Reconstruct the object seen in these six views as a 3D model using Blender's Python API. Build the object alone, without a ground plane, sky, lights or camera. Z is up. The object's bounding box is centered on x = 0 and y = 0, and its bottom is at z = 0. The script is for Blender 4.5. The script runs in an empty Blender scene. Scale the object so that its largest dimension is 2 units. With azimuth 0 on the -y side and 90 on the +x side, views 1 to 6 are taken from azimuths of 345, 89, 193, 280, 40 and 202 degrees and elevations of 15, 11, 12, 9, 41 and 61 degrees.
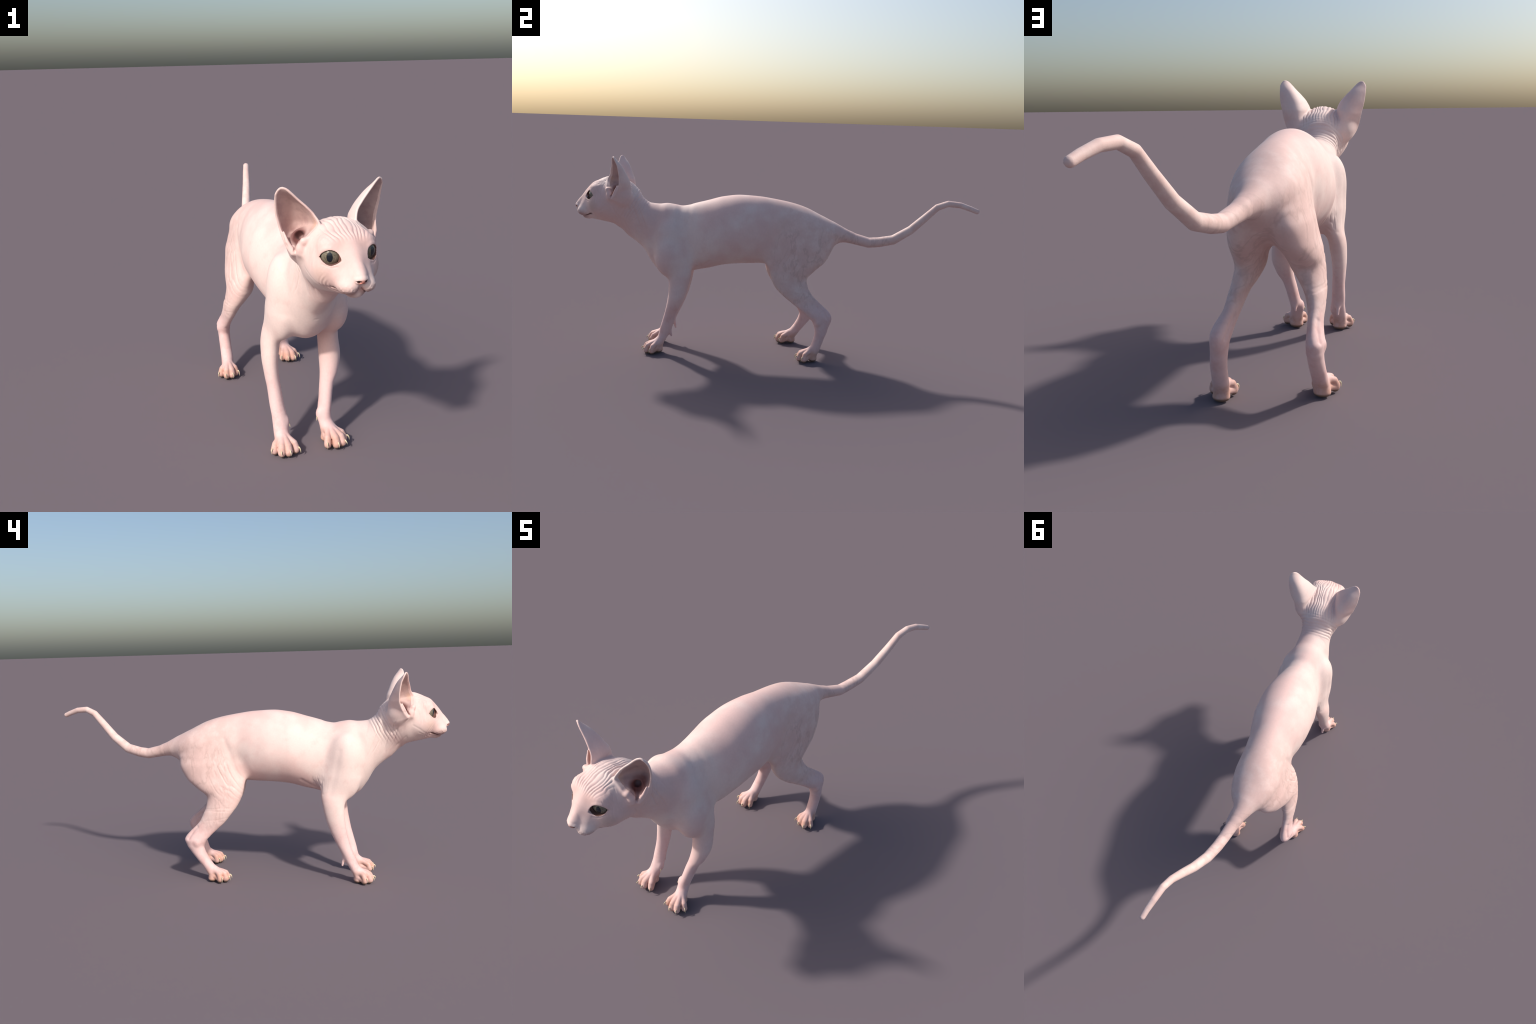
# A hairless cat standing on four legs, built as one smooth implicit body
# (lofts, tubes and ellipsoids blended together), meshed, wrinkled, and then
# separated into anatomical parts that share border vertices and normals.
import bpy, math
import numpy as np
from mathutils import Vector, Matrix, kdtree

A = np.array
# ------------------------------------------------------------------ helpers
def pchip(x, xs, ys):
    xs = A(xs, float); ys = A(ys, float)
    h = np.diff(xs); d = np.diff(ys) / h
    m = np.zeros_like(ys)
    m[0], m[-1] = d[0], d[-1]
    same = d[:-1] * d[1:] > 0
    w1 = 2 * h[1:] + h[:-1]; w2 = h[1:] + 2 * h[:-1]
    with np.errstate(divide='ignore', invalid='ignore'):
        hm = (w1 + w2) / (w1 / d[:-1] + w2 / d[1:])
    m[1:-1] = np.where(same, hm, 0)
    x = np.clip(x, xs[0], xs[-1])
    i = np.clip(np.searchsorted(xs, x) - 1, 0, len(xs) - 2)
    t = (x - xs[i]) / h[i]
    t2 = t * t; t3 = t2 * t
    return ((2*t3 - 3*t2 + 1) * ys[i] + (t3 - 2*t2 + t) * h[i] * m[i]
            + (-2*t3 + 3*t2) * ys[i+1] + (t3 - t2) * h[i] * m[i+1])

def smin(a, b, k):
    h = np.clip(k - np.abs(a - b), 0, None) / k
    return np.minimum(a, b) - h * h * k * .25

def smax(a, b, k):
    return -smin(-a, -b, k)

def smooth(x, a, b):
    t = np.clip((x - a) / (b - a), 0, 1)
    return t * t * (3 - 2 * t)

def hash3(i, j, k, seed):
    n = (i * 374761393 + j * 668265263 + k * 2147483647 + seed * 974634541) & 0xFFFFFFFF
    n = ((n ^ (n >> 13)) * 1274126177) & 0xFFFFFFFF
    n = (n ^ (n >> 16)) & 0xFFFF
    return n.astype(np.float64) / 32767.5 - 1

def noise(P, scale, seed=0):
    Q = P * scale + 1000.
    I = np.floor(Q).astype(np.int64); F = Q - I
    F = F * F * F * (F * (F * 6 - 15) + 10)
    r = 0
    for a in (0, 1):
        for b in (0, 1):
            for c in (0, 1):
                w = (F[:, 0] if a else 1 - F[:, 0]) * (F[:, 1] if b else 1 - F[:, 1]) * (F[:, 2] if c else 1 - F[:, 2])
                r = r + w * hash3(I[:, 0] + a, I[:, 1] + b, I[:, 2] + c, seed)
    return r

# ------------------------------------------------------------------ primitives
PAD = .07
class Prim:
    """a field, the box it lives in, its blend radius and its operation"""
    def __init__(self, f, lo, hi, k=.03, op='add', group=0):
        self.f, self.k, self.op = f, k, op
        self.lo = A(lo, float) - PAD; self.hi = A(hi, float) + PAD

def egg(dx, dz, hw, up, dn):
    """distance-like field of an ellipse with different upper and lower radius"""
    h = np.where(dz > 0, up, dn)
    a = dx / hw; b = dz / h
    q = np.sqrt(a * a + b * b)
    g = np.sqrt((a / hw) ** 2 + (b / h) ** 2) + 1e-6
    return q * (q - 1) / g

def capped(s, e):
    """close a loft: s is the section field, e the distance beyond its ends"""
    return np.where(e > 0, np.sqrt(np.maximum(s, 0) ** 2 + np.maximum(e, 0) ** 2), np.maximum(s, e))

def yloft(T, k, slope=1.0):
    """upright cross sections along y: y, top, bottom, widest height, half width, centre x"""
    T = A(sorted(T), float); ys = T[:, 0]
    cxs = T[:, 5] if T.shape[1] > 5 else np.zeros(len(T))
    def f(P):
        y = P[:, 1]
        zt, zb, zw, hw = (pchip(y, ys, T[:, i]) for i in (1, 2, 3, 4))
        s = egg(P[:, 0] - pchip(y, ys, cxs), P[:, 2] - zw, hw, zt - zw, zw - zb) * slope
        return capped(s, np.maximum(ys[0] - y, y - ys[-1]))
    m = T[:, 4].max()
    return Prim(f, (cxs.min() - m, ys[0], T[:, 2].min()), (cxs.max() + m, ys[-1], T[:, 1].max()), k)

def zloft(T, k, slope=.9):
    """level cross sections along z: z, centre x, centre y, half x, half y"""
    T = A(sorted(T), float); zs = T[:, 0]
    def f(P):
        z = P[:, 2]
        cx, cy, rx, ry = (pchip(z, zs, T[:, i]) for i in (1, 2, 3, 4))
        s = egg(P[:, 0] - cx, P[:, 1] - cy, rx, ry, ry) * slope
        return capped(s, np.maximum(zs[0] - z, z - zs[-1]))
    return Prim(f, ((T[:, 1] - T[:, 3]).min(), (T[:, 2] - T[:, 4]).min(), zs[0]),
                ((T[:, 1] + T[:, 3]).max(), (T[:, 2] + T[:, 4]).max(), zs[-1]), k)

def tube_field(C, R):
    C = A(C, float); R = A(R, float)
    def f(P):
        best = np.full(len(P), 9.)
        for a, b, ra, rb in zip(C[:-1], C[1:], R[:-1], R[1:]):
            d = b - a; t = np.clip(((P - a) @ d) / (d @ d), 0, 1)
            best = np.minimum(best, np.linalg.norm(P - a - t[:, None] * d, axis=1) - (ra + (rb - ra) * t))
        return best
    return f

def tube(C, R, k, op='add'):
    C = A(C, float); m = max(R)
    return Prim(tube_field(C, R), C.min(0) - m, C.max(0) + m, k, op)

def ball_field(c, r, rot=None):
    c = A(c, float); r = A(r, float)
    def f(P):
        q = P - c
        if rot is not None: q = q @ rot
        q = q / r
        n = np.sqrt((q * q).sum(1))
        g = np.sqrt(((q / r) ** 2).sum(1)) + 1e-9
        return n * (n - 1) / g
    return f

def ball(c, r, k, rot=None, op='add'):
    m = max(r)
    return Prim(ball_field(c, r, rot), A(c) - m, A(c) + m, k, op)

# ------------------------------------------------------------------ torso and neck
body = []
body.append(yloft([
    (-.78, .840, .642, .765, .060, .004), (-.74, .856, .598, .750, .068, .003),
    (-.70, .836, .569, .730, .073, .002), (-.66, .788, .532, .695, .078, 0),
    (-.62, .766, .468, .640, .090, 0), (-.58, .763, .420, .600, .104, 0),
    (-.54, .767, .400, .585, .112, .000), (-.50, .762, .395, .575, .114, .001),
    (-.465, .7560, .402, .575, .110, -.002), (-.43, .761, .412, .58, .109, -.001), (-.40, .771, .424, .585, .113, .002),
    (-.33, .790, .440, .600, .129, .006), (-.25, .811, .461, .615, .138, .006),
    (-.17, .820, .469, .625, .138, .005), (-.08, .816, .474, .63, .126, .004),
    (.00, .805, .478, .635, .110, .003), (.08, .790, .487, .64, .109, .003),
    (.16, .768, .505, .645, .110, .004), (.22, .741, .525, .645, .102, .004),
    (.28, .708, .555, .64, .081, .006), (.33, .674, .588, .635, .047, .009),
    (.37, .645, .612, .630, .020, .014), (.39, .630, .618, .624, .006, .020)], .03))
# shoulders: blade and point of shoulder on each side
body.append(ball((-.088, -.525, .590), (.048, .068, .115), .035))
body.append(ball((.078, -.525, .575), (.050, .064, .105), .03))
body.append(ball((-.086, -.528, .485), (.040, .058, .080), .04))
body.append(ball((.108, -.528, .498), (.048, .058, .082), .04))
# tail
body.append(tube([(.000, .25, .665), (.005, .30, .655), (.013, .35, .636), (.029, .413, .617), (.048, .486, .601), (.058, .536, .607),
                  (.076, .605, .624), (.099, .685, .681), (.118, .75, .747), (.131, .802, .801), (.145, .851, .822),
                  (.158, .908, .818), (.172, .955, .803), (.179, .984, .792)],
                 [.038, .0355, .0325, .0280, .0255, .0245, .0230, .0205, .0182, .0168, .0155, .0145, .0130, .0120], .035))
# hind legs
body.append(zloft([
    (.68, .045, .115, .006, .015), (.66, .048, .120, .024, .055), (.63, .053, .132, .044, .105), (.60, .057, .140, .057, .142), (.56, .062, .135, .064, .160), (.50, .070, .120, .060, .148),
    (.45, .077, .099, .052, .114), (.41, .081, .086, .047, .091), (.37, .092, .099, .040, .085),
    (.33, .107, .131, .030, .077), (.29, .115, .178, .026, .073), (.25, .128, .227, .031, .068),
    (.23, .133, .244, .032, .062), (.20, .136, .257, .028, .046), (.16, .140, .256, .0265, .032),
    (.11, .145, .243, .026, .0265), (.06, .146, .227, .026, .026), (.03, .147, .219, .025, .021), (.008, .147, .217, .018, .012)], .05, .8))
body.append(zloft([
    (.68, -.048, .105, .006, .015), (.66, -.050, .110, .026, .055), (.63, -.054, .124, .045, .105), (.60, -.058, .132, .058, .142), (.56, -.064, .129, .066, .158), (.50, -.074, .108, .066, .148),
    (.45, -.090, .083, .059, .118), (.41, -.097, .063, .055, .088), (.37, -.112, .072, .044, .078),
    (.33, -.127, .093, .034, .070), (.29, -.134, .119, .027, .064), (.25, -.138, .161, .023, .062),
    (.22, -.142, .190, .026, .060), (.20, -.145, .202, .0285, .054), (.175, -.144, .203, .027, .043),
    (.15, -.144, .193, .0255, .037), (.11, -.145, .168, .0255, .032), (.06, -.147, .132, .026, .029),
    (.03, -.150, .120, .026, .022), (.008, -.151, .119, .018, .012)], .034, .8))
# fore legs
body.append(zloft([
    (.60, .080, -.475, .008, .012), (.56, .085, -.475, .026, .045), (.50, .094, -.470, .038, .066), (.44, .101, -.463, .038, .061), (.37, .106, -.468, .037, .050), (.31, .109, -.478, .040, .044),
    (.25, .101, -.497, .034, .0355), (.205, .086, -.513, .0255, .031), (.14, .073, -.533, .0235, .0305),
    (.09, .064, -.550, .0255, .0265), (.055, .068, -.568, .0265, .023), (.025, .070, -.573, .024, .018), (.008, .070, -.574, .016, .012)], .04))
body.append(zloft([
    (.60, -.078, -.475, .008, .012), (.56, -.080, -.475, .024, .045), (.50, -.088, -.470, .036, .066), (.44, -.098, -.466, .036, .062), (.37, -.115, -.468, .034, .051), (.30, -.119, -.478, .0285, .044),
    (.25, -.117, -.490, .0255, .038), (.21, -.113, -.503, .025, .034), (.15, -.110, -.527, .0262, .0285),
    (.11, -.106, -.544, .0275, .0275), (.07, -.107, -.564, .0275, .024), (.03, -.108, -.578, .025, .018), (.008, -.108, -.580, .016, .012)], .04))

# ------------------------------------------------------------------ paws
CLAWS = []      # (leg, points, radii)
PADS = []
def paw(leg, wrist, tips, heel, heel_r, knuckle=.0475):
    W = A(wrist, float)
    fields = []
    for i, t in enumerate(tips):
        T = A(t, float)
        d = T - W; d[2] = 0; L = np.linalg.norm(d); d /= L
        small = .92 if i in (0, 3) else 1.0
        def at(back, z):
            p = T - d * back; p[2] = z; return p
        B = W + d * .006; B[2] = W[2] - .004
        fields.append(tube_field([B, at(.047, knuckle), at(.030, .040), at(.0205, .0225)],
                                 [.0115, .0128 * small, .0136 * small, .0138 * small]))
        fields.append(tube_field([at(.0215, .0165), at(.062, .0250)], [.0125, .0140]))
        fields.append(ball_field(at(.0255, .0100), (.0115, .0115, .0090)))
        tip = T.copy()
        CLAWS.append((leg, [at(.0145, .0285), at(.0078, .0312), at(.0030, .0265), at(.0008, T[2] + .005), tip + A([0, 0, -.004])],
                      [.0026, .0028, .0023, .0015, .0003]))
    H = A(heel, float)
    tipm = A(tips, float).mean(0)
    web = W * .5 + tipm * .5; web[2] = .025
    fields.append(ball_field(web, (.031, .025, .010)))
    fields.append(ball_field(H + A([0, -.014, .0125]), (heel_r, .020, .0120)))
    def f(P):
        r = fields[0](P)
        for g in fields[1:]:
            r = smin(r, g(P), .0032)
        return r
    allp = np.vstack([A(tips, float), W, H])
    body.append(Prim(f, allp.min(0) - .02, allp.max(0) + .03, .016))

paw('foreleg_right', (-.107, -.577, .066), [(-.163, -.629, .018), (-.134, -.659, .021), (-.100, -.663, .020), (-.059, -.646, .016)], (-.108, -.568, 0), .026)
paw('foreleg_left', (.070, -.572, .066), [(.040, -.651, .016), (.081, -.661, .019), (.114, -.651, .021), (.137, -.615, .017)], (.070, -.560, 0), .026)
paw('hindleg_right', (-.150, .112, .062), [(-.205, .062, .013), (-.177, .030, .015), (-.144, .028, .016), (-.111, .051, .012)], (-.153, .136, 0), .026)
paw('hindleg_left', (.148, .207, .062), [(.111, .146, .014), (.142, .128, .014), (.177, .128, .015), (.205, .157, .014)], (.149, .232, 0), .026)
body.append(ball((.159, .238, .203), (.009, .011, .013), .014))
body.append(ball((-.1645, .192, .190), (.0085, .010, .013), .014))
# carpal pads and dew claws at the back and inside of the wrists
body.append(tube([(-.109, -.520, .125), (-.110, -.510, .100), (-.110, -.507, .082)], [.010, .0065, .0050], .012))
body.append(tube([(.066, -.524, .130), (.064, -.513, .105), (.063, -.509, .088)], [.010, .0065, .0050], .012))
body.append(ball((-.084, -.553, .092), (.008, .012, .017), .014))
body.append(ball((.0435, -.549, .100), (.008, .012, .017), .014))
CLAWS.append(('foreleg_right', [(-.078, -.560, .088), (-.074, -.563, .082), (-.073, -.567, .074)], [.003, .0025, .0004]))
CLAWS.append(('foreleg_left', [(.037, -.553, .094), (.033, -.556, .088), (.031, -.560, .079)], [.003, .0025, .0004]))

# ------------------------------------------------------------------ head (own frame, mirrored in x)
HO = A([0, -.75, .80])
HR = A(Matrix.Rotation(.05, 3, 'Z') @ Matrix.Rotation(-.026, 3, 'Y'))
def to_head(P):
    return (P - HO) @ HR + HO
def from_head(P):
    return (A(P, float) - HO) @ HR.T + HO
def mirrored(P):
    q = to_head(P); q[:, 0] = np.abs(q[:, 0]); return q

def rotm(axis_y):
    """matrix whose second column is the given direction"""
    y = A(axis_y, float); y /= np.linalg.norm(y)
    x = np.cross(y, (0, 0, 1)); x /= np.linalg.norm(x)
    return np.stack([x, y, np.cross(x, y)], 1)

EYE_C = A([.0535, -.8925, .8035]); EYE_R = .0335
EYE_N = A([.46, -.885, -.03]); EYE_N /= np.linalg.norm(EYE_N)
EYE_M = rotm(EYE_N)                       # columns: side (towards nose or temple), gaze, up

skull = yloft([
    (-.69, .825, .690, .755, .058), (-.72, .856, .660, .765, .084), (-.76, .878, .652, .770, .104),
    (-.80, .891, .655, .772, .111), (-.83, .893, .662, .775, .111), (-.86, .885, .668, .780, .106),
    (-.89, .871, .674, .787, .095), (-.91, .857, .678, .788, .082), (-.93, .837, .684, .785, .066),
    (-.945, .817, .692, .775, .048), (-.96, .790, .705, .755, .030), (-.97, .770, .725, .748, .010)], .02, .9)
bridge = tube_field([(0, -.90, .826), (0, -.935, .799), (0, -.957, .7755), (0, -.978, .7545), (0, -.9860, .7465)], [.031, .0245, .0215, .0190, .0168])
wing = ball_field((.0120, -.984, .7450), (.0100, .0115, .0090))
muzzle = ball_field((.018, -.930, .742), (.040, .046, .036))
padm = ball_field((.0265, -.9505, .7220), (.0315, .0370, .0270))
chin = ball_field((0, -.937, .6975), (.030, .031, .0205))
brow = ball_field((.052, -.890, .836), (.032, .028, .020))
lids = ball_field(EYE_C, (EYE_R + .0035,) * 3)
cheek = ball_field((.066, -.875, .752), (.034, .045, .040))

# ridge of the upper lid, arching over the eyeball
_arch = [(-.030, -.001), (-.020, .0165), (-.004, .0245), (.012, .0225), (.025, .0115), (.032, .001)]
_s = np.sign(EYE_M[0, 0])
_pts = [EYE_C + EYE_M @ A([a_ * _s, math.sqrt(max((EYE_R + .0015) ** 2 - a_ * a_ - b_ * b_, .00035)), b_ + .0015]) for a_, b_ in _arch]
upper_lid = tube_field(_pts, [.0020, .0042, .0050, .0048, .0038, .0020])

EAR = A([  # inner rim, back of the cup, outer rim
    [(.121, -.815, .798), (.105, -.745, .780), (.136, -.797, .794)],
    [(.116, -.823, .824), (.099, -.730, .805), (.148, -.781, .815)],
    [(.090, -.832, .850), (.090, -.722, .840), (.156, -.767, .845)],
    [(.060, -.830, .880), (.090, -.725, .870), (.162, -.760, .875)],
    [(.071, -.816, .908), (.100, -.735, .900), (.168, -.760, .900)],
    [(.090, -.810, .932), (.116, -.747, .930), (.172, -.763, .925)],
    [(.113, -.803, .955), (.132, -.760, .955), (.174, -.768, .952)],
    [(.134, -.799, .977), (.150, -.777, .977), (.1745, -.776, .972)],
    [(.142, -.797, .985), (.156, -.783, .985), (.1720, -.780, .981)],
    [(.150, -.794, .991), (.159, -.787, .991), (.1680, -.7845, .9885)],
    [(.1565, -.7905, .9935), (.1595, -.7882, .9935), (.1630, -.7866, .9927)]], float)
def ear_points(nt=150, ns=130):
    t = np.linspace(0, len(EAR) - 1, nt); rows = np.arange(len(EAR))
    G = np.stack([[pchip(t, rows, EAR[:, j, c]) for c in range(3)] for j in range(3)])   # 3,3,nt
    F, B, O = (G[j].T[:, None, :] for j in range(3))
    s = np.linspace(0, 1, ns)[None, :, None]
    return (F * (1 - s) * (1 - 2*s) + B * 4 * s * (1 - s) + O * s * (2*s - 1)).reshape(-1, 3), np.repeat(t, ns), np.tile(s[0, :, 0], nt)
EP, ET, ES = ear_points()
ear_kd = kdtree.KDTree(len(EP))
for i, p in enumerate(EP): ear_kd.insert(p, i)
ear_kd.balance()
def ear_field(q):
    lo = EP.min(0) - .03; hi = EP.max(0) + .03
    out = np.full(len(q), .05)
    idx = np.nonzero(((q > lo) & (q < hi)).all(1))[0]
    if len(idx):
        res = [ear_kd.find(q[i]) for i in idx]
        d = A([r[2] for r in res]); j = A([r[1] for r in res])
        thick = .0036 + .0020 * smooth(4 - ET[j], 0, 3) * np.sin(np.pi * ES[j])
        out[idx] = d - thick
    return out
ear_bowl = tube_field([(.125, -.815, .915), (.113, -.790, .870), (.108, -.782, .835), (.110, -.785, .815)], [.030, .026, .018, .012])
ear_canal = tube_field([(.118, -.796, .856), (.104, -.772, .842), (.090, -.758, .830)], [.012, .015, .011])
ear_notch = tube_field([(.108, -.780, .832), (.121, -.795, .815), (.133, -.808, .800)], [.010, .0065, .004])
ear_root = ball_field((.095, -.758, .808), (.034, .036, .046))
pocket = tube_field([(.153, -.773, .856), (.147, -.785, .828), (.135, -.797, .804)], [.0025, .0055, .0040])
tragus = ball_field((.1115, -.824, .836), (.0060, .0080, .0065))
antitragus = ball_field((.1205, -.815, .812), (.0060, .0080, .0085))
def head_base(q):
    f = skull.f(q)
    f = smin(f, cheek(q), .03)
    f = smin(f, bridge(q), .022)
    f = smin(f, brow(q), .025)
    f = smin(f, muzzle(q), .02)
    f = smin(f, padm(q), .012)
    f = smin(f, wing(q), .006)
    f = smin(f, chin(q), .006)
    f = smin(f, lids(q), .010)
    return smin(f, upper_lid(q), .006)
def snapped(pts, depth=0.):
    """slide points onto the face"""
    P = A(pts, float)
    for _ in range(12):
        f0 = head_base(P)
        g = np.stack([(head_base(P + e) - f0) / 1e-4 for e in np.eye(3) * 1e-4], 1)
        P = P - g * ((f0 + depth) / ((g * g).sum(1) + 1e-9))[:, None]
        P[:, 0] = np.maximum(P[:, 0], 0)
    return P
MOUTH = snapped([(.057, -.905, .717), (.050, -.924, .705), (.040, -.946, .695), (.026, -.964, .699), (.012, -.976, .706), (0, -.982, .710)])
mouth = tube_field(MOUTH, [.0026, .0034, .0030, .0028, .0026, .0026])
philtrum = tube_field(snapped([(0, -.985, .712), (0, -.992, .722), (0, -1.000, .733)]), [.0025, .0025, .002])
nostril = tube_field(snapped([(.0085, -1.000, .7395), (.0125, -.995, .7405), (.0175, -.988, .7435)], .0005), [.0044, .0038, .0008])
jaw_fold = tube_field(snapped([(.058, -.903, .718), (.072, -.882, .727), (.088, -.858, .740), (.100, -.83, .752)]), [0, 0, 0, 0])
jaw_fold_low = tube_field(snapped([(.056, -.905, .711), (.072, -.88, .716), (.086, -.855, .724)]), [0, 0, 0])
eye_bag = tube_field(snapped([(.045, -.932, .778), (.062, -.925, .773), (.082, -.905, .780)]), [0, 0, 0])

def eye_local(q):
    return (q - EYE_C) @ EYE_M
def almond(q):
    e = eye_local(q)
    a = e[:, 0] + .0005        # + is towards the nose or the temple, see sign below
    b = e[:, 2]
    side = EYE_M[0, 0]         # x component of the local side axis
    a = a * np.sign(side)      # now + is outwards (temple)
    # upper lid arches high, lower lid fuller towards the temple, corners pointed
    u = np.clip((a + .0345) / .0625, 0, 1)
    up = .0235 * np.sin(np.pi * u ** .85) ** .62 - .0085 * (1 - u) ** 1.6
    dn = -.0195 * np.sin(np.pi * u ** 1.15) ** .68 - .0085 * (1 - u) ** 1.8
    d = np.maximum(b - up, dn - b)
    d = np.maximum(d, np.abs(a - -.0030) - .0330)
    # cut down to the eyeball, and only shallowly at the corners
    return np.maximum(d, np.minimum(.0205 + .0055 * smooth(-a, .018, .029) - e[:, 1], np.linalg.norm(e, axis=1) - EYE_R - .0012 + 9. * (e[:, 1] < 0)))

def head_field(P):
    q = mirrored(P)
    f = head_base(q)
    f = smin(f, ear_root(q), .045)
    f = smax(f, -ear_bowl(q), .012)
    f = smin(f, ear_field(q), .010 + .026 * smooth(-q[:, 2], -.86, -.79))
    f = smin(f, pocket(q), .009)
    f = smin(f, tragus(q), .015)
    f = smin(f, antitragus(q), .015)
    f = smax(f, -mouth(q), .004)
    f = smax(f, -philtrum(q), .004)
    f = smax(f, -nostril(q), .003)
    f = smax(f, -almond(q), .003)
    return f
body.append(Prim(head_field, (-.20, -1.01, .66), (.20, -.68, 1.0), .040))

body.append(Prim(lambda P: np.minimum(ear_canal(mirrored(P)), ear_notch(mirrored(P))), (-.16, -.84, .78), (.16, -.74, .88), .004, op='cut'))

def field(P):
    f = np.full(len(P), .09)
    for p in body:
        idx = np.nonzero(((P > p.lo) & (P < p.hi)).all(1))[0]
        if len(idx) == 0: continue
        g = p.f(P[idx])
        f[idx] = smin(f[idx], g, p.k) if p.op == 'add' else smax(f[idx], -g, p.k)
    return f

# ------------------------------------------------------------------ meshing: surface nets on a sparse grid
FINE = 1.0
def axis_steps(spans):
    out = [spans[0][0]]
    for a, b, h in spans:
        n = max(1, int(round((b - a) / h)))
        out += list(a + (b - a) * np.arange(1, n + 1) / n)
    return A(out)
X = axis_steps([(-.235, .235, .0022 * FINE)])
Y = axis_steps([(-1.02, -.66, .0019 * FINE), (-.66, -.50, .0026 * FINE), (-.50, .0, .0036 * FINE), (.0, .26, .0028 * FINE), (.26, 1.03, .004 * FINE)])
Z = axis_steps([(-.012, .12, .0021 * FINE), (.12, .40, .0036 * FINE), (.40, .655, .0034 * FINE), (.655, 1.01, .0019 * FINE)])
BS = 4
def padto(v):
    n = (-(len(v) - 1)) % BS
    return np.concatenate([v, v[-1] + (v[-1] - v[-2]) * np.arange(1, n + 1)])
X, Y, Z = padto(X), padto(Y), padto(Z)
nx, ny, nz = len(X), len(Y), len(Z)
bx, by, bz = (nx - 1) // BS, (ny - 1) // BS, (nz - 1) // BS
cx, cy, cz = ((v[:-1:BS] + v[BS::BS]) / 2 for v in (X, Y, Z))
hx, hy, hz = ((v[BS::BS] - v[:-1:BS]) / 2 for v in (X, Y, Z))
C = np.stack(np.meshgrid(cx, cy, cz, indexing='ij'), -1).reshape(-1, 3)
Hd = np.sqrt(sum(g ** 2 for g in np.meshgrid(hx, hy, hz, indexing='ij'))).reshape(-1)
fc = np.concatenate([field(C[i:i + 400000]) for i in range(0, len(C), 400000)])
V = np.repeat(np.repeat(np.repeat(np.where(fc > 0, 1., -1.).astype(np.float32).reshape(bx, by, bz), BS, 0), BS, 1), BS, 2)
V = np.pad(V, ((0, 1), (0, 1), (0, 1)), mode='edge')
act = np.zeros(bx * by * bz, bool); act[np.abs(fc) < Hd * 1.45 + .001] = True
mask = np.repeat(np.repeat(np.repeat(act.reshape(bx, by, bz), BS, 0), BS, 1), BS, 2)
I, J, K = np.nonzero(mask)
CH = 400000
for s in range(0, len(I), CH):
    sl = slice(s, s + CH)
    V[I[sl], J[sl], K[sl]] = field(np.stack([X[I[sl]], Y[J[sl]], Z[K[sl]]], 1))
del mask
S = V < 0
cnt = np.zeros((nx - 1, ny - 1, nz - 1), np.int8)
for a in (0, 1):
    for b in (0, 1):
        for c in (0, 1):
            cnt += S[a:nx - 1 + a, b:ny - 1 + b, c:nz - 1 + c]
cells = np.nonzero((cnt > 0) & (cnt < 8))
del cnt
ci, cj, ck = cells
vid = np.full((nx - 1, ny - 1, nz - 1), -1, np.int32)
vid[cells] = np.arange(len(ci))
acc = np.zeros((len(ci), 3)); num = np.zeros(len(ci))
XYZ = (X, Y, Z)
corners = [(a, b, c) for a in (0, 1) for b in (0, 1) for c in (0, 1)]
for p in corners:
    for ax in range(3):
        if p[ax]: continue
        q = list(p); q[ax] = 1
        va = V[ci + p[0], cj + p[1], ck + p[2]].astype(float); vb = V[ci + q[0], cj + q[1], ck + q[2]].astype(float)
        cr = (va < 0) != (vb < 0)
        t = np.where(cr, va / np.where(va == vb, 1, va - vb), 0)
        pt = np.stack([X[ci + p[0]], Y[cj + p[1]], Z[ck + p[2]]], 1)
        base = (ci, cj, ck)[ax]
        pt[:, ax] += t * (XYZ[ax][base + 1] - XYZ[ax][base])
        acc += pt * cr[:, None]; num += cr
vert = acc / num[:, None]
quads = []
for ax in range(3):
    a1, a2 = (ax + 1) % 3, (ax + 2) % 3
    sl0 = [slice(None)] * 3; sl1 = [slice(None)] * 3
    sl0[ax] = slice(0, -1); sl1[ax] = slice(1, None)
    s0, s1 = S[tuple(sl0)], S[tuple(sl1)]
    e = np.stack(np.nonzero(s0 != s1), 1)
    e = e[(e[:, a1] > 0) & (e[:, a2] > 0) & (e[:, a1] < (nx, ny, nz)[a1] - 1) & (e[:, a2] < (nx, ny, nz)[a2] - 1)]
    inside = s0[tuple(e.T)]
    def v(d1, d2):
        g = e.copy(); g[:, a1] -= d1; g[:, a2] -= d2
        return vid[tuple(g.T)]
    q = np.stack([v(1, 1), v(0, 1), v(0, 0), v(1, 0)], 1)
    q[~inside] = q[~inside][:, ::-1]
    quads.append(q)
quads = np.vstack(quads)
del V, S, vid

def relax(P, Q, n, lam):
    """light Laplacian smoothing over the quads' edges"""
    e = np.vstack([Q[:, [0, 1]], Q[:, [1, 2]], Q[:, [2, 3]], Q[:, [3, 0]]])
    deg = np.bincount(e.ravel(), minlength=len(P)).astype(float)
    for _ in range(n):
        s = np.stack([np.bincount(e[:, 0], P[e[:, 1], c], len(P)) + np.bincount(e[:, 1], P[e[:, 0], c], len(P)) for c in range(3)], 1)
        P = P + lam * (s / deg[:, None] - P)
    return P

def normals(P, Q):
    d = np.cross(P[Q[:, 2]] - P[Q[:, 0]], P[Q[:, 3]] - P[Q[:, 1]])
    n = np.stack([sum(np.bincount(Q[:, i], d[:, c], len(P)) for i in range(4)) for c in range(3)], 1)
    return n / (np.linalg.norm(n, axis=1)[:, None] + 1e-12)

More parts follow.
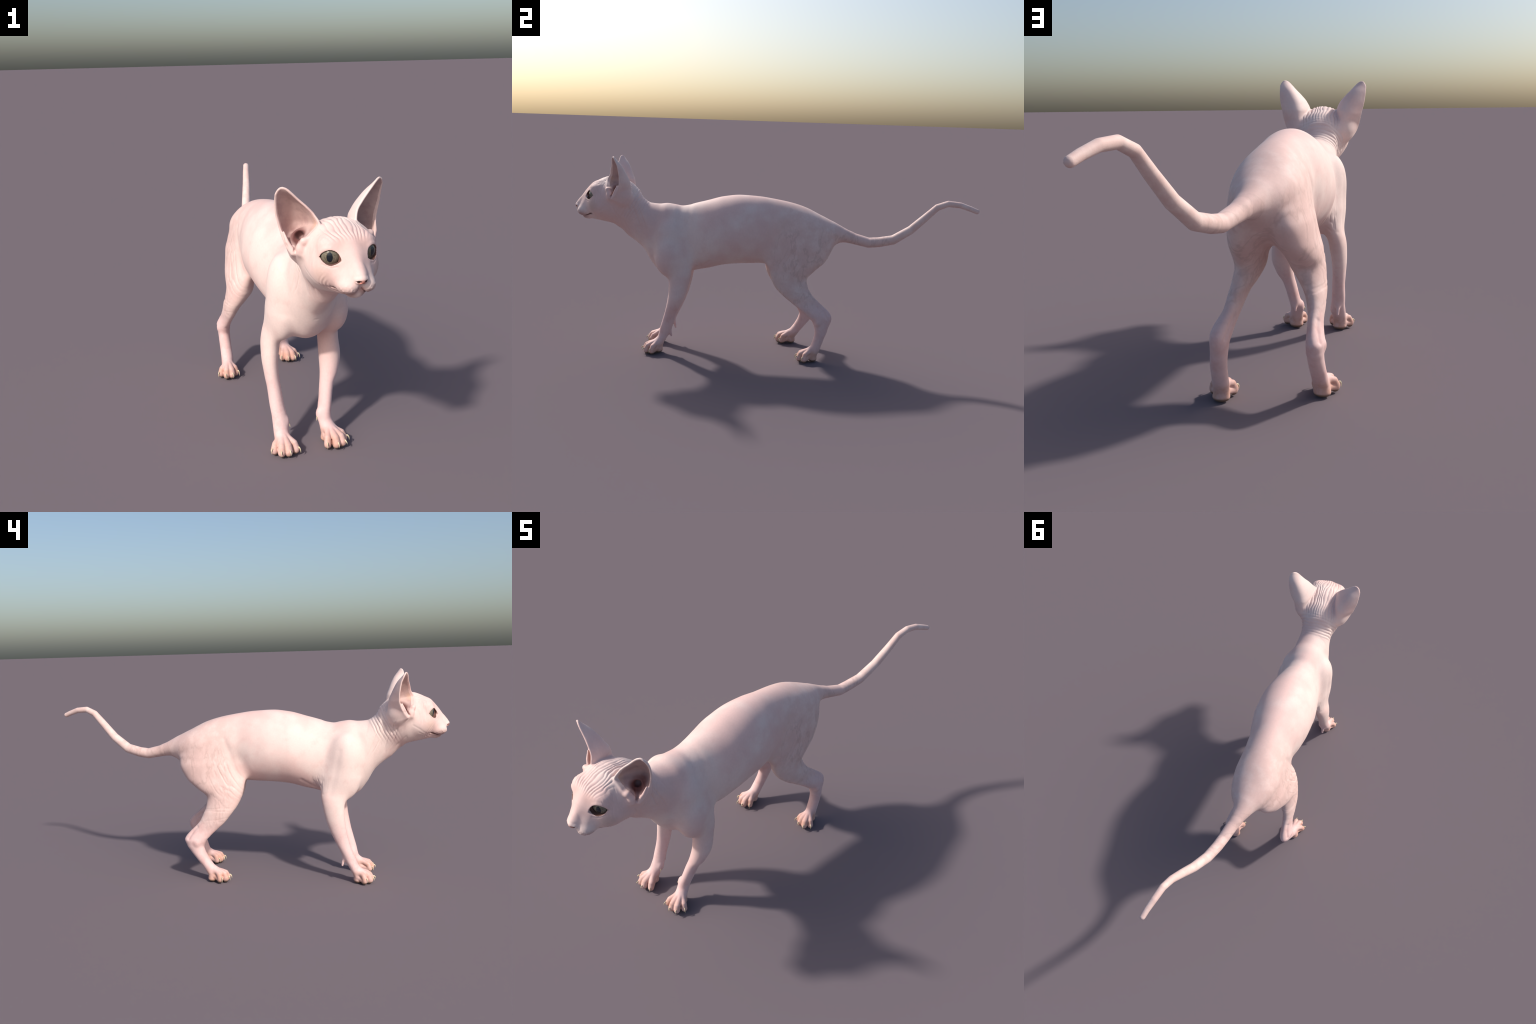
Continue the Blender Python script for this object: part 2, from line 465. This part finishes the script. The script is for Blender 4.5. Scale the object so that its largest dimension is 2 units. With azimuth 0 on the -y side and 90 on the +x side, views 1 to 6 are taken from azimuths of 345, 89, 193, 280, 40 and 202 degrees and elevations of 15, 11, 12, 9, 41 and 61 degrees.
vert = relax(vert, quads, 1, .5)
nrm = normals(vert, quads)
g0 = field(vert); g1 = field(vert + nrm * .001)
step = np.clip(-g0 / np.clip((g1 - g0) / .001, .45, 1.3), -.003, .003)
vert = vert + nrm * step[:, None]
vert = relax(vert, quads, 2, .4)
nrm = normals(vert, quads)

# ------------------------------------------------------------------ skin relief: folds and wrinkles
q = to_head(vert)
d = np.zeros(len(vert))
n1 = noise(vert, 28, 1); n2 = noise(vert, 60, 2); n3 = noise(vert, 14, 3)
def fold(phase, sharp=1.0):
    c = .5 + .5 * np.cos(phase)
    return 1 - 2 * (1 - c) ** sharp if sharp != 1 else 2 * c - 1
def crease(phase):
    """broad rounded ridges, narrow valleys"""
    return 2 * np.abs(np.cos(phase / 2)) ** .8 - 1.2

def groove(pts, width, side):
    """soft valley along a line drawn on the flank in (y, z)"""
    pts = A(pts, float); best = np.full(len(vert), 9.); yz = vert[:, 1:]
    for a, b in zip(pts[:-1], pts[1:]):
        e = b - a; t = np.clip(((yz - a) @ e) / (e @ e), 0, 1)
        best = np.minimum(best, np.linalg.norm(yz - a - t[:, None] * e, axis=1))
    return np.exp(-(best / width) ** 2) * smooth(side * vert[:, 0], .03, .07)
earness = np.clip(.016 - ear_field(np.column_stack([np.abs(q[:, 0]), q[:, 1], q[:, 2]])), 0, .016) / .016
face_open = 1 - earness
def ridged(S, seed, w=.22):
    """irregular branching creases: 1 in the valley (where the stretched noise crosses zero), 0 elsewhere"""
    v = noise(S, 1., seed) + .45 * noise(S * 2.03 + 7.7, 1., seed + 50)
    return np.exp(-(v / w) ** 2)
# brow and crown: folds run from the nape forward over the skull and bend down towards the eyes
wq = np.abs(q[:, 0])
spread = pchip(q[:, 1], [-.96, -.92, -.88, -.82, -.76, -.70], [.0090, .0105, .0130, .0140, .0130, .0125])
ph = 2 * np.pi * (q[:, 0] / spread) + 2.6 * n1 + .9 * n2 + 2.6 * noise(q * A([34., 9., 9.]), 1., 21)
m = smooth(q[:, 2], .835, .862) * smooth(q[:, 1], -.938, -.905) * smooth(-.69 - q[:, 1], -.01, .045) * (1 - smooth(wq - .35 * np.clip(q[:, 1] + .89, -.2, 0), .048, .082)) * smooth(face_open, .0, .6)
back = smooth(q[:, 1], -.80, -.72) * smooth(q[:, 2], .775, .81) * (1 - smooth(wq, .06, .085)) * smooth(-.685 - q[:, 1], -.005, .045) * smooth(face_open, 0, .6)
m = np.maximum(m, back)
d += m * .0025 * crease(ph) * np.clip(.80 + .45 * n3 + .25 * n1, .15, 1.3)
# fine lines down the temple, towards the cheek
tm = smooth(wq, .055, .075) * smooth(q[:, 1], -.93, -.90) * (1 - smooth(q[:, 1], -.85, -.83)) * smooth(q[:, 2], .74, .78) * smooth(face_open, .3, .9)
d -= tm * .0009 * ridged(q * A([20., 75., 16.]), 31)
# nape: rings around the neck
ax_n = (vert[:, 1] + .66) * .80 - (vert[:, 2] - .78) * .45 - .02 * np.abs(vert[:, 0])
ring = smooth(ax_n, -.080, -.022) * (1 - smooth(ax_n, .018, .036)) * smooth(vert[:, 2], .645, .755) * (1 - smooth(vert[:, 1], -.615, -.60)) * smooth(face_open, .2, .9)
d += ring * .0016 * crease(2 * np.pi * ax_n / .0130 + 1.3 * n1 + .8 * n3) * np.clip(.85 + .5 * n3, .3, 1.2)
# loose folds down the side of the neck
side = smooth(vert[:, 1], -.82, -.78) * (1 - smooth(vert[:, 1], -.66, -.60)) * (1 - smooth(vert[:, 2], .74, .79)) * smooth(vert[:, 2], .58, .66) * smooth(face_open, .2, .9)
u_ = vert[:, 1] * .93 + (vert[:, 2] - .7) * .36; v_ = -vert[:, 1] * .36 + vert[:, 2] * .93
d -= side * .0022 * ridged(np.column_stack([vert[:, 0] * 10, u_ * 48, v_ * 9]), 41, .25)
# cheek: folds behind the corner of the mouth
cm = A([.050, -.915, .722])
qa = np.column_stack([wq, q[:, 1], q[:, 2]])
rc = np.linalg.norm(qa - cm, axis=1)
d -= .0009 * (np.exp(-(jaw_fold(qa) / .0050) ** 2) + .7 * np.exp(-(jaw_fold_low(qa) / .0040) ** 2)) + .0010 * np.exp(-(eye_bag(qa) / .0030) ** 2)
ck_m = smooth(rc, .010, .016) * (1 - smooth(rc, .040, .058)) * smooth(q[:, 1] - cm[1], -.01, .008) * (1 - smooth(q[:, 2], .76, .79))
d += ck_m * .0008 * fold(2 * np.pi * rc / .0105 + 1.2 * n1)
# whisker bumps
wb = np.linalg.norm((qa - A([.030, -.955, .718])) / A([.03, .035, .02]), axis=1)
d += (1 - smooth(wb, .7, 1.2)) * .0022 * np.clip(noise(vert, 190, 5), -.1, 1) * (qa[:, 2] < .735)
# creases of the flank fold, knee and armpit
for s_, ky in ((-1, .0), (1, .03)):
    onside = smooth(s_ * vert[:, 0], .03, .06)
    yy = vert[:, 1] - ky; zz = vert[:, 2]
    g = np.exp(-(((yy - .035) / .075) ** 2 + ((zz - .495) / .085) ** 2)) * onside
    u_ = yy * .50 + zz * .86; v_ = yy * .86 - zz * .50
    bend = v_ + 1.2 * (u_ - .45) ** 2
    d -= np.clip(g * 1.25, 0, 1) * .0026 * ridged(np.column_stack([vert[:, 0] * 6, u_ * 11, bend * 52]), 61 + s_, .42)
    d -= g * .0006 * ridged(np.column_stack([vert[:, 0] * 20, yy * 60, zz * 40]), 65 + s_, .25)
    kz = np.exp(-(((yy - .105) / .085) ** 2 + ((zz - .335) / .045) ** 2)) * onside
    d -= kz * .0017 * ridged(np.column_stack([vert[:, 0] * 6, yy * 9, (zz + .10 * yy) * 55]), 71 + s_, .22)
    ap = np.exp(-(((vert[:, 1] + .395) / .035) ** 2 + ((zz - .465) / .045) ** 2)) * smooth(s_ * vert[:, 0], .04, .07)
    d -= ap * .0028 * ridged(np.column_stack([vert[:, 0] * 6, vert[:, 1] * 60, zz * 22]), 81 + s_, .25)
    # hollow before the thigh, swell of the ribs
    d -= .0065 * np.exp(-(((yy + .015) / .045) ** 2 + ((zz - .585) / .055) ** 2)) * onside
    d += .0035 * np.exp(-(((yy + .24) / .09) ** 2 + ((zz - .60) / .08) ** 2)) * onside
    # faint lines on the thigh
    th = np.exp(-(((yy - .15) / .10) ** 2 + ((zz - .56) / .10) ** 2)) * onside
    d -= th * .0006 * ridged(np.column_stack([vert[:, 0] * 8, yy * 22, zz * 9]), 91 + s_, .16)
# muscle borders: behind the shoulder, before the thigh, along the heel tendon
for s_, dy, dz in ((-1, 0, 0), (1, 0, 0)):
    d -= .0035 * groove([(-.440, .68), (-.420, .56), (-.402, .46)], .030, s_)
    d -= .0035 * groove([(-.398, .435), (-.360, .458), (-.315, .492)], .007, s_)
    d += .0015 * groove([(-.530, .66), (-.515, .58)], .024, s_)
    d -= .0030 * groove([(.055, .69), (.020, .60), (-.015, .50)], .014, s_)
    d -= .0035 * groove([(-.585, .70), (-.600, .62), (-.590, .52)], .018, s_)
    d -= .0018 * groove([(-.500, .63), (-.478, .52), (-.455, .43)], .014, s_)
d -= .0035 * groove([(.235, .278), (.262, .257), (.284, .225)], .0070, 1)
d -= .0035 * groove([(.190, .268), (.210, .248), (.232, .213)], .0070, -1)
# broad soft muscle relief
d += .0012 * noise(vert, 11, 7) * (1 - smooth(-vert[:, 1], .62, .70)) * smooth(vert[:, 2], .25, .4)
vert = vert + nrm * d[:, None]
# keep the object on the ground and in its box
vert[:, 2] = np.maximum(vert[:, 2], 0.0)
nrm = normals(vert, quads)

# ------------------------------------------------------------------ materials
def new_mat(name):
    m = bpy.data.materials.new(name); m.use_nodes = True
    nt = m.node_tree; b = nt.nodes['Principled BSDF']
    return m, nt, b
def node(nt, t, **kw):
    n = nt.nodes.new(t)
    for k, v in kw.items(): setattr(n, k, v)
    return n
def setin(nt, sock, v):
    if isinstance(v, bpy.types.NodeSocket): nt.links.new(v, sock)
    else: sock.default_value = v
def math_n(nt, op, a, b=0., clamp=False):
    n = node(nt, 'ShaderNodeMath', operation=op, use_clamp=clamp)
    setin(nt, n.inputs[0], a); setin(nt, n.inputs[1], b)
    return n.outputs[0]
def ramp01(nt, v, a, b, lo=0., hi=1.):
    n = node(nt, 'ShaderNodeMapRange', interpolation_type='SMOOTHSTEP')
    setin(nt, n.inputs[0], v)
    for i, x in zip((1, 2, 3, 4), (a, b, lo, hi)): n.inputs[i].default_value = x
    return n.outputs[0]
def blend(nt, fac, c1, c2, mode='MIX'):
    n = node(nt, 'ShaderNodeMix', data_type='RGBA', blend_type=mode)
    setin(nt, n.inputs[0], fac)
    setin(nt, n.inputs[6], c1 if isinstance(c1, bpy.types.NodeSocket) else (*c1, 1))
    setin(nt, n.inputs[7], c2 if isinstance(c2, bpy.types.NodeSocket) else (*c2, 1))
    return n.outputs[2]
def noise_n(nt, co, scale, detail=3., rough=.55):
    n = node(nt, 'ShaderNodeTexNoise')
    nt.links.new(co, n.inputs['Vector']); n.inputs['Scale'].default_value = scale
    n.inputs['Detail'].default_value = detail; n.inputs['Roughness'].default_value = rough
    return n.outputs[0]
def near(nt, co, c, r0, r1, scale=(1, 1, 1)):
    """1 within r0 of the point, 0 beyond r1"""
    m = node(nt, 'ShaderNodeMapping', vector_type='POINT')
    nt.links.new(co, m.inputs[0])
    m.inputs['Scale'].default_value = scale
    m.inputs['Location'].default_value = [-a * b for a, b in zip(c, scale)]
    l = node(nt, 'ShaderNodeVectorMath', operation='LENGTH')
    nt.links.new(m.outputs[0], l.inputs[0])
    return ramp01(nt, l.outputs['Value'], r0, r1, 1., 0.)

SKIN = (.83, .645, .590)
def build_skin(name, where):
    m, nt, b = new_mat(name)
    co = node(nt, 'ShaderNodeTexCoord').outputs['Object']
    sep = node(nt, 'ShaderNodeSeparateXYZ'); nt.links.new(co, sep.inputs[0])
    x, y, z = sep.outputs
    big = noise_n(nt, co, 4.2, 3); mid = noise_n(nt, co, 22, 4, .6); fine = noise_n(nt, co, 130, 3, .6)
    col = blend(nt, ramp01(nt, big, .40, .62), SKIN, (.78, .535, .490))
    col = blend(nt, ramp01(nt, mid, .50, .74, 0, .40), col, (.75, .50, .455))
    if where in ('leg', 'body'):
        # pink lower legs
        hind = ramp01(nt, y, -.06, .10, 0, .85)
        col = blend(nt, math_n(nt, 'MULTIPLY', hind, ramp01(nt, mid, .35, .6, .35, 1)), col, (.735, .505, .455))
        st = node(nt, 'ShaderNodeMapping'); nt.links.new(co, st.inputs[0]); st.inputs['Scale'].default_value = (6, 12, 6); st.inputs['Rotation'].default_value = (.5, 0, 0)
        dark_line = math_n(nt, 'ABSOLUTE', math_n(nt, 'SUBTRACT', noise_n(nt, st.outputs[0], 1.0, 4, .6), .5))
        vm = math_n(nt, 'MULTIPLY', ramp01(nt, dark_line, .0, .04, .38, 0), math_n(nt, 'MULTIPLY', hind, ramp01(nt, z, .70, .62)))
        col = blend(nt, vm, col, (.50, .33, .29))
        low = ramp01(nt, z, .36, .20, 0, .8)
        col = blend(nt, low, col, (.77, .52, .50))
        col = blend(nt, math_n(nt, 'MULTIPLY', low, ramp01(nt, mid, .48, .66, 0, .6)), col, (.70, .41, .38))
        toes = ramp01(nt, z, .075, .035, 0, .8)
        col = blend(nt, math_n(nt, 'MULTIPLY', toes, ramp01(nt, mid, .38, .55, .5, 1)), col, (.62, .335, .245))
        sole = ramp01(nt, z, .016, .007)
        col = blend(nt, sole, col, (.19, .115, .075))
    if where == 'head':
        for sx in (-1, 1):
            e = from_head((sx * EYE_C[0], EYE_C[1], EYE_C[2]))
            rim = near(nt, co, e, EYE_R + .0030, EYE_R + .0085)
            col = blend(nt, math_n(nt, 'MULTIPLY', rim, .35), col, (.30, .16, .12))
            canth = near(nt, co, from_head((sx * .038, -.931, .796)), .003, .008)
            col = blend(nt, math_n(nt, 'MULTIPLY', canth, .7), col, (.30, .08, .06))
            ck = near(nt, co, from_head((sx * .075, -.895, .755)), .012, .045)
            col = blend(nt, math_n(nt, 'MULTIPLY', ck, .6), col, (.52, .35, .28))
            br = near(nt, co, from_head((sx * .030, -.925, .835)), .008, .035)
            col = blend(nt, math_n(nt, 'MULTIPLY', br, .35), col, (.70, .43, .37))
            w = near(nt, co, from_head((sx * .030, -.958, .708)), .018, .038)
            col = blend(nt, math_n(nt, 'MULTIPLY', math_n(nt, 'MULTIPLY', w, .9), ramp01(nt, mid, .3, .6, .7, 1)), col, (.47, .285, .26))
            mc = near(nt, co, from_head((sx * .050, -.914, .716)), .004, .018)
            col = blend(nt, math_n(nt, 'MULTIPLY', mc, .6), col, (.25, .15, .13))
            nose_r = near(nt, co, from_head((sx * .005, -1.003, .735)), .007, .018, (1, 1, 1.1))
            col = blend(nt, math_n(nt, 'MULTIPLY', nose_r, .85), col, (.58, .20, .15))
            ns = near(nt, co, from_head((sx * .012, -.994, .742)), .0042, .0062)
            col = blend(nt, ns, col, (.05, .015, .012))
        lip = near(nt, co, from_head((0, -.985, .709)), .008, .022)
        col = blend(nt, math_n(nt, 'MULTIPLY', lip, .6), col, (.55, .27, .24))
    if where == 'ear_inner':
        col = blend(nt, ramp01(nt, mid, .35, .65), (.60, .42, .385), (.48, .315, .295))
        for sx in (-1, 1):
            r_ = near(nt, co, from_head((sx * .060, -.830, .880)), .010, .045)
            col = blend(nt, math_n(nt, 'MULTIPLY', r_, .8), col, (.74, .48, .36))
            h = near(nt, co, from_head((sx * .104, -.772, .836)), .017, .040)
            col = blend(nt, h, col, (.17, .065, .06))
    if where == 'mouth':
        col = blend(nt, mid, (.14, .07, .06), (.22, .11, .095))
        col = blend(nt, near(nt, co, from_head((0, -.985, .712)), .010, .030), col, (.42, .22, .20))
    if where == 'lid':
        col = blend(nt, mid, (.11, .05, .04), (.19, .09, .07))
    fi = ramp01(nt, fine, .35, .7, .975, 1.015)
    mult = node(nt, 'ShaderNodeVectorMath', operation='SCALE')
    nt.links.new(col, mult.inputs[0]); nt.links.new(fi, mult.inputs['Scale'])
    nt.links.new(mult.outputs[0], b.inputs['Base Color'])
    b.inputs['Roughness'].default_value = .62
    b.inputs['Specular IOR Level'].default_value = .3
    b.inputs['Sheen Weight'].default_value = .08
    bump = node(nt, 'ShaderNodeBump'); bump.inputs['Strength'].default_value = .12; bump.inputs['Distance'].default_value = .002
    nt.links.new(noise_n(nt, co, 420, 3), bump.inputs['Height'])
    nt.links.new(bump.outputs[0], b.inputs['Normal'])
    return m
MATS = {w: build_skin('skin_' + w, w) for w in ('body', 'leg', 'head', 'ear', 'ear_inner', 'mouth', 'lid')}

claw_mat, nt, b = new_mat('claw_horn')
co = node(nt, 'ShaderNodeTexCoord').outputs['Object']
nt.links.new(blend(nt, ramp01(nt, noise_n(nt, co, 160, 2), .4, .6), (.62, .52, .34), (.74, .66, .46)), b.inputs['Base Color'])
b.inputs['Roughness'].default_value = .35

# eye: iris and vertical pupil computed from the gaze axis (local +Y)
eye_mat, nt, b = new_mat('eye_olive')
co = node(nt, 'ShaderNodeTexCoord').outputs['Object']
sep = node(nt, 'ShaderNodeSeparateXYZ'); nt.links.new(co, sep.inputs[0])
ex = math_n(nt, 'DIVIDE', sep.outputs[0], .0082); ez = math_n(nt, 'DIVIDE', sep.outputs[2], .0135)
pr = math_n(nt, 'SQRT', math_n(nt, 'ADD', math_n(nt, 'POWER', ex, 2.), math_n(nt, 'POWER', ez, 2.)))
rr = math_n(nt, 'SQRT', math_n(nt, 'ADD', math_n(nt, 'POWER', sep.outputs[0], 2.), math_n(nt, 'POWER', sep.outputs[2], 2.)))
nz_ = noise_n(nt, co, 190, 4)
iris = blend(nt, ramp01(nt, nz_, .35, .65), (.115, .095, .064), (.215, .185, .13))
iris = blend(nt, ramp01(nt, rr, .012, .022, 0, .6), iris, (.22, .195, .15))
iris = blend(nt, ramp01(nt, rr, .0235, .0275), iris, (.025, .018, .014))
iris = blend(nt, ramp01(nt, pr, 1.25, 1.0, 0, 1), iris, (.010, .014, .020))
nt.links.new(iris, b.inputs['Base Color'])
b.inputs['Roughness'].default_value = .22
b.inputs['Specular IOR Level'].default_value = .35
b.inputs['Coat Weight'].default_value = .25; b.inputs['Coat Roughness'].default_value = .05

# ------------------------------------------------------------------ parts
root = bpy.data.objects.new('hairless_cat', None)
bpy.context.scene.collection.objects.link(root)
root['label'] = 'pale pink hairless cat standing with large ears and long tail'
root['category'] = 'cat'
def link(ob, parent):
    bpy.context.scene.collection.objects.link(ob); ob.parent = parent
    return ob

fcen = vert[quads].mean(1)
fq = to_head(fcen)
aq = np.column_stack([np.abs(fq[:, 0]), fq[:, 1], fq[:, 2]])
fx, fy, fz = fcen.T
region = np.zeros(len(quads), int)             # 0 torso
NAMES = ['torso', 'neck', 'head', 'ear', 'ear', 'tail', 'foreleg', 'foreleg', 'hindleg', 'hindleg', 'nose']
region[(fy < -.565) & (fz > .55) & (fy < -.60 + (fz - .6) * .15)] = 1
region[(fy * .86 - (fz - .74) * .5 < -.628) & (fz > .62)] = 2
earf = ear_field(aq) < .0028
earf &= (fz > .792) & (region == 2)
region[earf & (fq[:, 0] < 0)] = 3
region[earf & (fq[:, 0] > 0)] = 4
region[(region == 2) & (aq[:, 0] < .017) & (fq[:, 1] < -.9775) & (fz > .729)] = 10
region[(fy > .335)] = 5
region[(fz < .455) & (fy < -.30) & (fx < -.045)] = 6
region[(fz < .455) & (fy < -.30) & (fx > .035)] = 7
region[(fz < .56) & (fy > -.06) & (fx < -.012 - .02 * (fz > .45)) & (region == 0)] = 8
region[(fz < .56) & (fy > -.06) & (fx >= -.012 + .02 * (fz > .45)) & (region == 0)] = 9
region[(region == 0) & (fz < .48) & (fy > -.06) & (fy < .33) & (np.abs(fx) > .03)] = 8
parts = {}
mats = ['body', 'body', 'head', 'ear', 'ear', 'body', 'leg', 'leg', 'leg', 'leg', 'head']
# extra surface kinds: the inside of the ear cups, the mouth line and nostrils, the lid edges
kind = np.zeros(len(quads), int)
GP = EP.reshape(150, 130, 3)
GN = np.cross(np.gradient(GP, axis=0), np.gradient(GP, axis=1)).reshape(-1, 3)
GN /= np.linalg.norm(GN, axis=1)[:, None] + 1e-12
GN *= np.sign((GN * A([.35, -.90, .1])).sum(1))[:, None]
near_ear = ((region >= 2) & (region <= 4) & (aq[:, 0] > .055) & (aq[:, 1] > -.845) & (aq[:, 2] > .79))
for f_ in np.nonzero(near_ear)[0]:
    p_, j_, d_ = ear_kd.find(aq[f_])
    side_ = (aq[f_] - EP[j_]) @ GN[j_]
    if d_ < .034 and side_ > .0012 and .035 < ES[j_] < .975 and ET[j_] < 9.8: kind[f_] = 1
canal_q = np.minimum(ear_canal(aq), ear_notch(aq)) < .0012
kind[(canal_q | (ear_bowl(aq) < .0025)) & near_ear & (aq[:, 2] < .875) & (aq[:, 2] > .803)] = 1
hd = (region == 2) | (region == 10)
kind[hd & (np.minimum(mouth(aq), nostril(aq) + .0012) < .0009)] = 2
kind[hd & (almond(aq) < np.where(eye_local(aq)[:, 2] > .003, .0018, .0013)) & (np.linalg.norm(aq - EYE_C, axis=1) < EYE_R + .013)] = 3
KMAT = ['', 'ear_inner', 'mouth', 'lid']
keys = ['torso', 'neck', 'head', 'ear_right', 'ear_left', 'tail', 'foreleg_right', 'foreleg_left', 'hindleg_right', 'hindleg_left', 'nose']
for r, name in enumerate(NAMES):
    Q = quads[region == r]
    if len(Q) == 0: continue
    used, inv = np.unique(Q, return_inverse=True)
    me = bpy.data.meshes.new(name)
    inv = inv.reshape(-1, 4).astype(np.int32)
    me.vertices.add(len(used)); me.vertices.foreach_set('co', vert[used].astype(np.float32).ravel())
    me.loops.add(inv.size); me.loops.foreach_set('vertex_index', inv.ravel())
    me.polygons.add(len(inv)); me.polygons.foreach_set('loop_start', np.arange(0, inv.size, 4, dtype=np.int32))
    me.polygons.foreach_set('use_smooth', np.ones(len(inv), bool))
    me.update(calc_edges=True); me.validate()
    me.normals_split_custom_set_from_vertices(nrm[used].astype(np.float32))
    kq = kind[region == r]; slot = np.zeros(len(kq), np.int32)
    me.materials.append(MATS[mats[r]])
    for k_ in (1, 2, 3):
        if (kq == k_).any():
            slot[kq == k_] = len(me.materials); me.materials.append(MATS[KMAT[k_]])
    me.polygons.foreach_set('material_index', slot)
    parts[keys[r]] = link(bpy.data.objects.new(name, me), parts['head'] if name in ('ear', 'nose') else root)

# eyes
def eye_mesh():
    import bmesh
    bm = bmesh.new()
    bmesh.ops.create_uvsphere(bm, u_segments=48, v_segments=32, radius=EYE_R)
    me = bpy.data.meshes.new('eye'); bm.to_mesh(me); bm.free()
    me.polygons.foreach_set('use_smooth', np.ones(len(me.polygons), bool))
    me.materials.append(eye_mat)
    return me
em = eye_mesh()
for sx in (-1, 1):
    Rm = EYE_M.copy()
    if sx < 0:
        Rm = np.diag([-1, 1, 1]) @ Rm @ np.diag([-1, 1, 1])
    Rw = HR @ Rm
    ob = bpy.data.objects.new('eye', em)
    M = Matrix(Rw.tolist()).to_4x4(); M.translation = Vector(from_head((sx * EYE_C[0], EYE_C[1], EYE_C[2])))
    ob.matrix_world = M
    link(ob, parts['head'])
    ob.matrix_parent_inverse = Matrix.Identity(4)

# claws
def claw_mesh(pts, rad, seg=10, n=14):
    pts = A(pts, float); t = np.linspace(0, len(pts) - 1, n); r = np.arange(len(pts))
    Cc = np.stack([pchip(t, r, pts[:, c]) for c in range(3)], 1); Rr = np.interp(t, r, rad)
    T = np.gradient(Cc, axis=0); T /= np.linalg.norm(T, axis=1)[:, None]
    side = np.cross(T[n // 2], (0, 0, 1.)); side /= np.linalg.norm(side)
    vs = []
    for c, rr_, tt in zip(Cc, Rr, T):
        up = np.cross(side, tt); up /= np.linalg.norm(up)
        for a in np.linspace(0, 2 * np.pi, seg, endpoint=False):
            vs.append(c + rr_ * (.72 * math.cos(a) * side + 1.1 * math.sin(a) * up))
    fs = [(i*seg + j, i*seg + (j+1) % seg, (i+1)*seg + (j+1) % seg, (i+1)*seg + j) for i in range(n - 1) for j in range(seg)]
    fs += [tuple(range(seg))[::-1], tuple((n-1)*seg + j for j in range(seg))]
    me = bpy.data.meshes.new('claw'); me.from_pydata([tuple(v_) for v_ in vs], [], fs)
    me.polygons.foreach_set('use_smooth', np.ones(len(fs), bool)); me.update()
    me.materials.append(claw_mat)
    return me
for leg, pts, rad in CLAWS:
    link(bpy.data.objects.new('claw', claw_mesh(pts, rad)), parts[leg])
print('FACES', len(quads), 'BOX', vert.min(0), vert.max(0))
